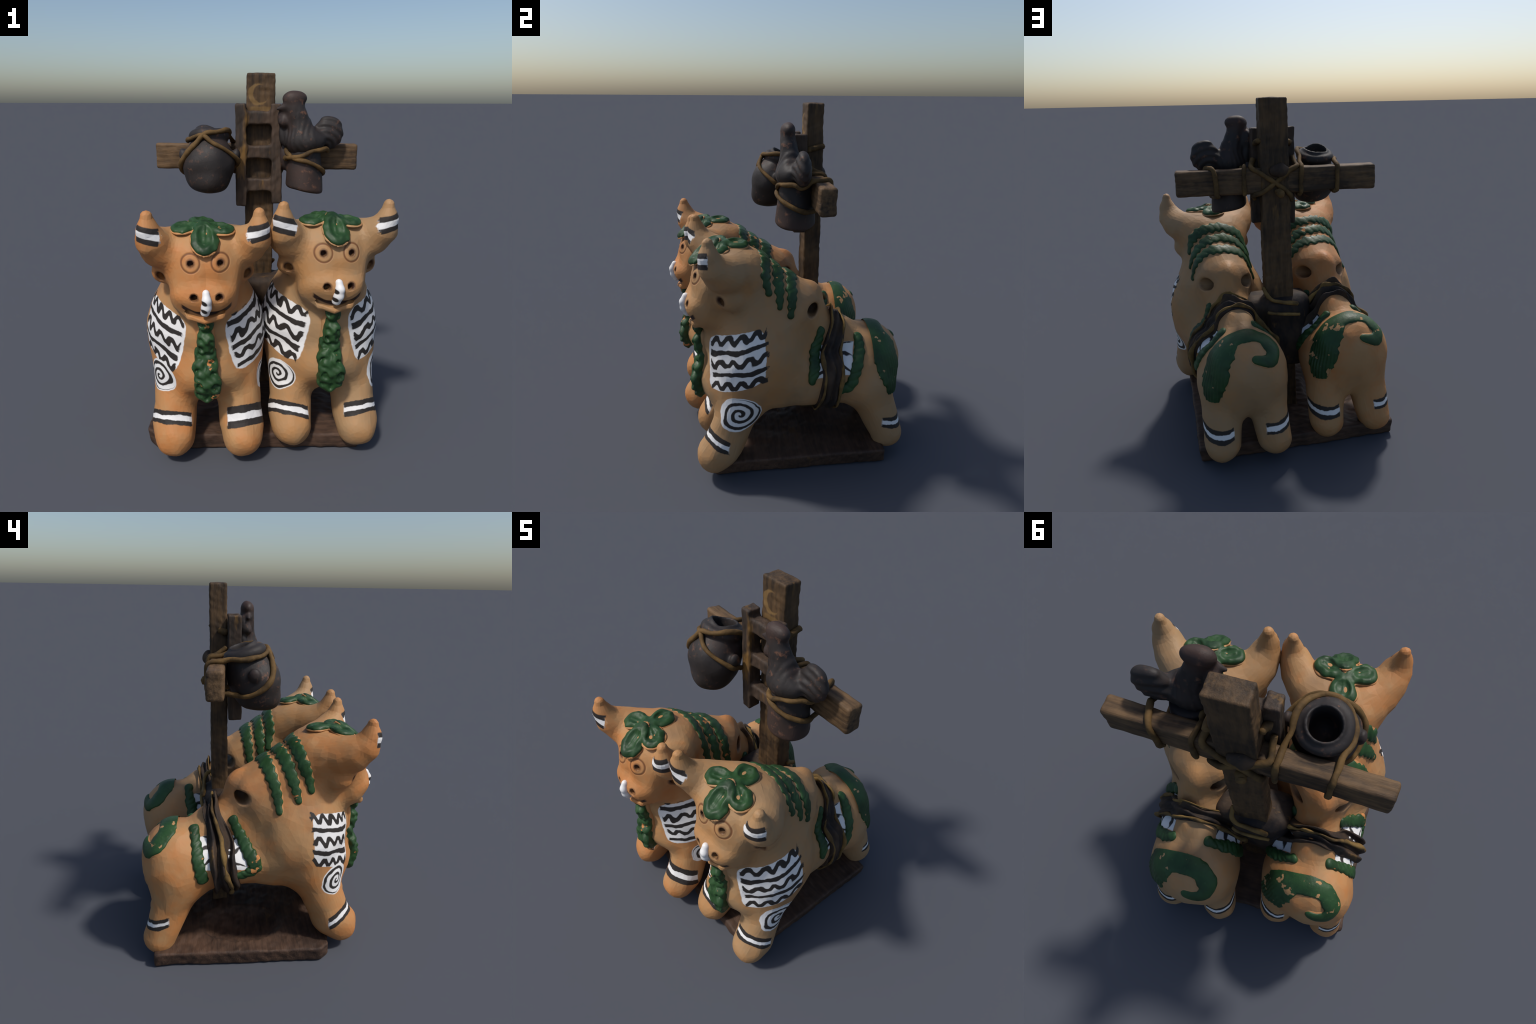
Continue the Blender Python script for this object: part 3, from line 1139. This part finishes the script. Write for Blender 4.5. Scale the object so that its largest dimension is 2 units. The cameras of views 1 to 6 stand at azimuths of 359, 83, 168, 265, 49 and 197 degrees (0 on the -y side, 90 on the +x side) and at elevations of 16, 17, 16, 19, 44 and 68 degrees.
FRONT = [(0.118, 0.112, 0.80, 0.024), (0.165, 0.095, 0.735, 0.030), (0.215, 0.065, 0.65, 0.031), (0.245, 0.045, 0.565, 0.024)]
HOOK = [(0.115, 0.105, 0.80, 0.024), (0.165, 0.075, 0.73, 0.032), (0.225, 0.02, 0.64, 0.036), (0.252, -0.01, 0.58, 0.038), (0.250, 0.035, 0.535, 0.030), (0.248, 0.09, 0.525, 0.024)]
BACK = [(0.095, 0.345, 0.755, 0.024), (0.16, 0.335, 0.68, 0.030), (0.215, 0.305, 0.59, 0.032), (0.245, 0.265, 0.52, 0.030), (0.246, 0.215, 0.50, 0.024)]
DROP = [(0.105, 0.320, 0.755, 0.026), (0.17, 0.31, 0.67, 0.032), (0.22, 0.29, 0.58, 0.034), (0.245, 0.275, 0.51, 0.030)]


def other(path):
    return [(-a, b, c, w) for a, b, c, w in path]


build_bull(LEFT, AT_L, (clay_left, plain_clay("bare_clay_orange", *CLAY_L), GREEN_L, STRAP, CORD, tongue_paint("tongue_paint", LEFT, AT_L)), green_glaze("green_paint_flaked", CLAY_L[1], 0.61),
           [((-0.30, 0.985), (-0.215, 1.0)), ((-0.235, 0.925), (-0.14, 0.94)), ((-0.14, 0.865), (-0.07, 0.89))],
           [(other(HOOK), 1.0), (other(DROP), 1.0), (FRONT, 1.0), (BACK, 1.0)], 0.014, 50,
           [(-0.016, 0.013, 0.030)])
build_bull(RIGHT, AT_R, (clay_right, plain_clay("bare_clay_tan", *CLAY_R), green_glaze("green_paint", CLAY_R[0], 0.70), STRAP, CORD, tongue_paint("tongue_paint_dotted", RIGHT, AT_R)), green_glaze("green_paint_worn", CLAY_R[1], 0.67),
           [((-0.20, 1.02), (-0.195, 1.065)), ((-0.15, 0.95), (-0.136, 0.985)), ((-0.08, 0.90), (-0.073, 0.935))],
           [(FRONT, 1.0), (BACK, 1.0), (other(FRONT), 1.0), (other(DROP), 1.0)], 0.008, 70,
           [(0.052, 0.010, 0.022), (-0.056, 0.008, 0.020)])

# --- the wooden cross on its board
stand = empty("wooden_cross_stand", "dark wooden cross on a board hung with ladder, jar and black cockerel", "cross ornament")
BOARD = old_wood("board_wood", srgb(54, 40, 32), srgb(86, 64, 50), srgb(112, 80, 44), 0, 0.64)
POST = old_wood("post_wood", srgb(50, 39, 28), srgb(92, 70, 46), srgb(140, 104, 52), 2, 0.60, True)
BAR = old_wood("bar_wood", srgb(54, 42, 31), srgb(106, 82, 56), srgb(134, 102, 58), 0, 0.66)
LADDER = old_wood("ladder_wood", srgb(48, 40, 34), srgb(78, 62, 50), srgb(146, 108, 52), 2, 0.57)
POTM = black_clay("black_clay")


def add_shape(name, f, lo, hi, h, mat, parent=stand):
    return put(name, make_mesh(name, *mesh_shape(f, lo, hi, h, 1)), mat, parent, None)


def add_split(f, groups, lo, hi, h, mat, parent, sub):
    p, q = mesh_shape(f, lo, hi, h, 1)
    vn = vertex_normals(p, q)
    lab = tidy(sub(p[q].mean(1).astype(np.float32), groups), q, len(p))
    return {n: put(n.split("#")[0], make_mesh(n.split("#")[0], a, b, c), mat, parent, None) for n, a, b, c in split_by(p, q, lab, vn)}


add_shape("board", board, (-0.70, -0.50, -0.02), (0.60, 0.60, 0.13), 0.008, BOARD)
add_shape("post", post, (-0.16, 0.08, 0.04), (0.13, 0.26, 2.02), 0.007, POST)
add_shape("crossbar", crossbar, (-0.66, 0.06, 1.43), (0.60, 0.28, 1.65), 0.007, BAR)


def ladder_sub(c, groups):
    g = groups(c)
    lab = np.where(g["rail"] < g["rung"], np.where(c[:, 0] < -0.02, "rail", "rail#2"), np.where(c[:, 2] > 1.66, "rung", np.where(c[:, 2] > 1.48, "rung#2", "rung#3")))
    return lab


ladder_top = bpy.data.objects.new("ladder", None)
bpy.context.scene.collection.objects.link(ladder_top)
ladder_top.parent = stand
add_split(ladder, ladder_groups, (-0.18, 0.02, 1.24), (0.15, 0.15, 1.86), 0.0055, LADDER, ladder_top, ladder_sub)
cockm = black_clay("black_clay_cock")
cock_top = bpy.data.objects.new("cockerel", None)
bpy.context.scene.collection.objects.link(cock_top)
cock_top.parent = stand


def cock_sub(c, groups):
    g = groups(c)
    k = np.array(list(g.keys()))
    return k[np.stack([g[n] for n in k], 1).argmin(1)]


add_split(cock, cock_groups, (0.05, -0.10, 1.55), (0.48, 0.15, 1.92), 0.005, cockm, cock_top, cock_sub)
add_shape("bell", bell, (0.08, -0.11, 1.31), (0.40, 0.20, 1.63), 0.006, POTM)
add_shape("jar", pot, (-0.50, -0.22, 1.32), (-0.08, 0.20, 1.76), 0.006, POTM)
add_shape("post_wrap", wrap, (-0.28, 0.0, 0.16), (0.24, 0.34, 0.90), 0.008, STRAP)


def rope(pts, r, n=60, seed=0, mat=ROPE, on=hung, sink=0.35, name="rope"):
    p = smooth_path([tuple(a) + (0,) for a in pts], n)[:, :3]
    d = np.clip(on(p) - r * (1 - sink), -0.06, 0.035)
    p = p - gradient(on, p) * d[:, None]
    for _ in range(4):
        d = np.maximum(r * (1 - sink) - on(p), 0)
        p = p + gradient(on, p) * d[:, None]
        p[1:-1] = (p[:-2] + 2 * p[1:-1] + p[2:]) / 4
    rad = r * (1 + 0.14 * wobble(p, 0.10, seed))
    return put(name, tube(p, rad, 10, seed, r * 0.10), mat, stand, None)


# jar slings: from behind the bar, over the shoulder of the jar, crossing on its front
rope([(-0.37, 0.24, 1.455), (-0.372, 0.245, 1.60), (-0.385, 0.15, 1.635), (-0.405, 0.03, 1.64), (-0.385, -0.065, 1.66), (-0.32, -0.11, 1.685), (-0.25, -0.125, 1.655),
      (-0.19, -0.105, 1.605), (-0.14, -0.04, 1.55), (-0.135, 0.05, 1.50), (-0.15, 0.12, 1.455), (-0.155, 0.20, 1.45)], 0.013, 80, 1)
rope([(-0.155, 0.235, 1.455), (-0.16, 0.235, 1.62), (-0.175, 0.14, 1.65), (-0.19, 0.03, 1.685), (-0.24, -0.07, 1.69), (-0.32, -0.105, 1.685), (-0.39, -0.11, 1.62),
      (-0.43, -0.085, 1.54), (-0.43, -0.01, 1.475), (-0.40, 0.08, 1.45), (-0.365, 0.16, 1.45), (-0.365, 0.24, 1.465)], 0.013, 80, 2)
# slings round the cockerel's foot and the bell
rope([(0.325, 0.21, 1.455), (0.335, 0.215, 1.60), (0.365, 0.13, 1.63), (0.372, 0.06, 1.60), (0.335, -0.02, 1.588), (0.26, -0.075, 1.578), (0.18, -0.065, 1.555), (0.135, 0.0, 1.55), (0.13, 0.10, 1.53)], 0.013, 70, 3)
rope([(0.17, 0.225, 1.455), (0.17, 0.225, 1.62), (0.15, 0.12, 1.60), (0.135, 0.02, 1.575), (0.165, -0.05, 1.545), (0.235, -0.075, 1.535), (0.305, -0.03, 1.50), (0.340, 0.04, 1.46), (0.335, 0.12, 1.445), (0.315, 0.21, 1.46)], 0.013, 70, 4)
# crossed lashing at the back of the joint
rope([(0.10, 0.12, 1.66), (0.128, 0.225, 1.625), (0.0, 0.24, 1.535), (-0.129, 0.235, 1.435), (-0.11, 0.12, 1.42)], 0.014, 40, 5)
rope([(-0.13, 0.12, 1.67), (-0.135, 0.235, 1.64), (-0.02, 0.25, 1.54), (0.115, 0.23, 1.45), (0.10, 0.12, 1.43)], 0.014, 40, 6)
rope([(-0.025, 0.225, 1.485), (-0.027, 0.300, 1.472)], 0.023, 10, 7, sink=0.0, name="peg")
add_shape("lashing_knot", lambda q: ellipsoid(q, (-0.03, 0.225, 1.60), (0.06, 0.035, 0.04)) + 0.004 * wobble(q, 0.06, 3), (-0.12, 0.16, 1.52), (0.06, 0.28, 1.68), 0.006, STRAP)
# binding of the ladder's head to the post
rope([(0.085, 0.11, 1.74), (0.092, 0.16, 1.755), (0.095, 0.225, 1.765)], 0.016, 16, 8)
rope([(-0.115, 0.125, 1.74), (-0.10, 0.17, 1.755)], 0.016, 10, 9)
# pale cords round the foot of the post
WCORD = CORD
rope([(0.09, 0.20, 0.90), (0.085, 0.285, 0.875), (-0.015, 0.295, 0.845), (-0.118, 0.29, 0.812)], 0.012, 24, 10, WCORD, on=lambda q: np.minimum(wrap(q), post(q)), name="post_cord")
rope([(0.075, 0.29, 0.765), (0.0, 0.30, 0.755), (-0.13, 0.30, 0.735)], 0.010, 24, 11, WCORD, on=lambda q: np.minimum(wrap(q), post(q)), name="post_cord")
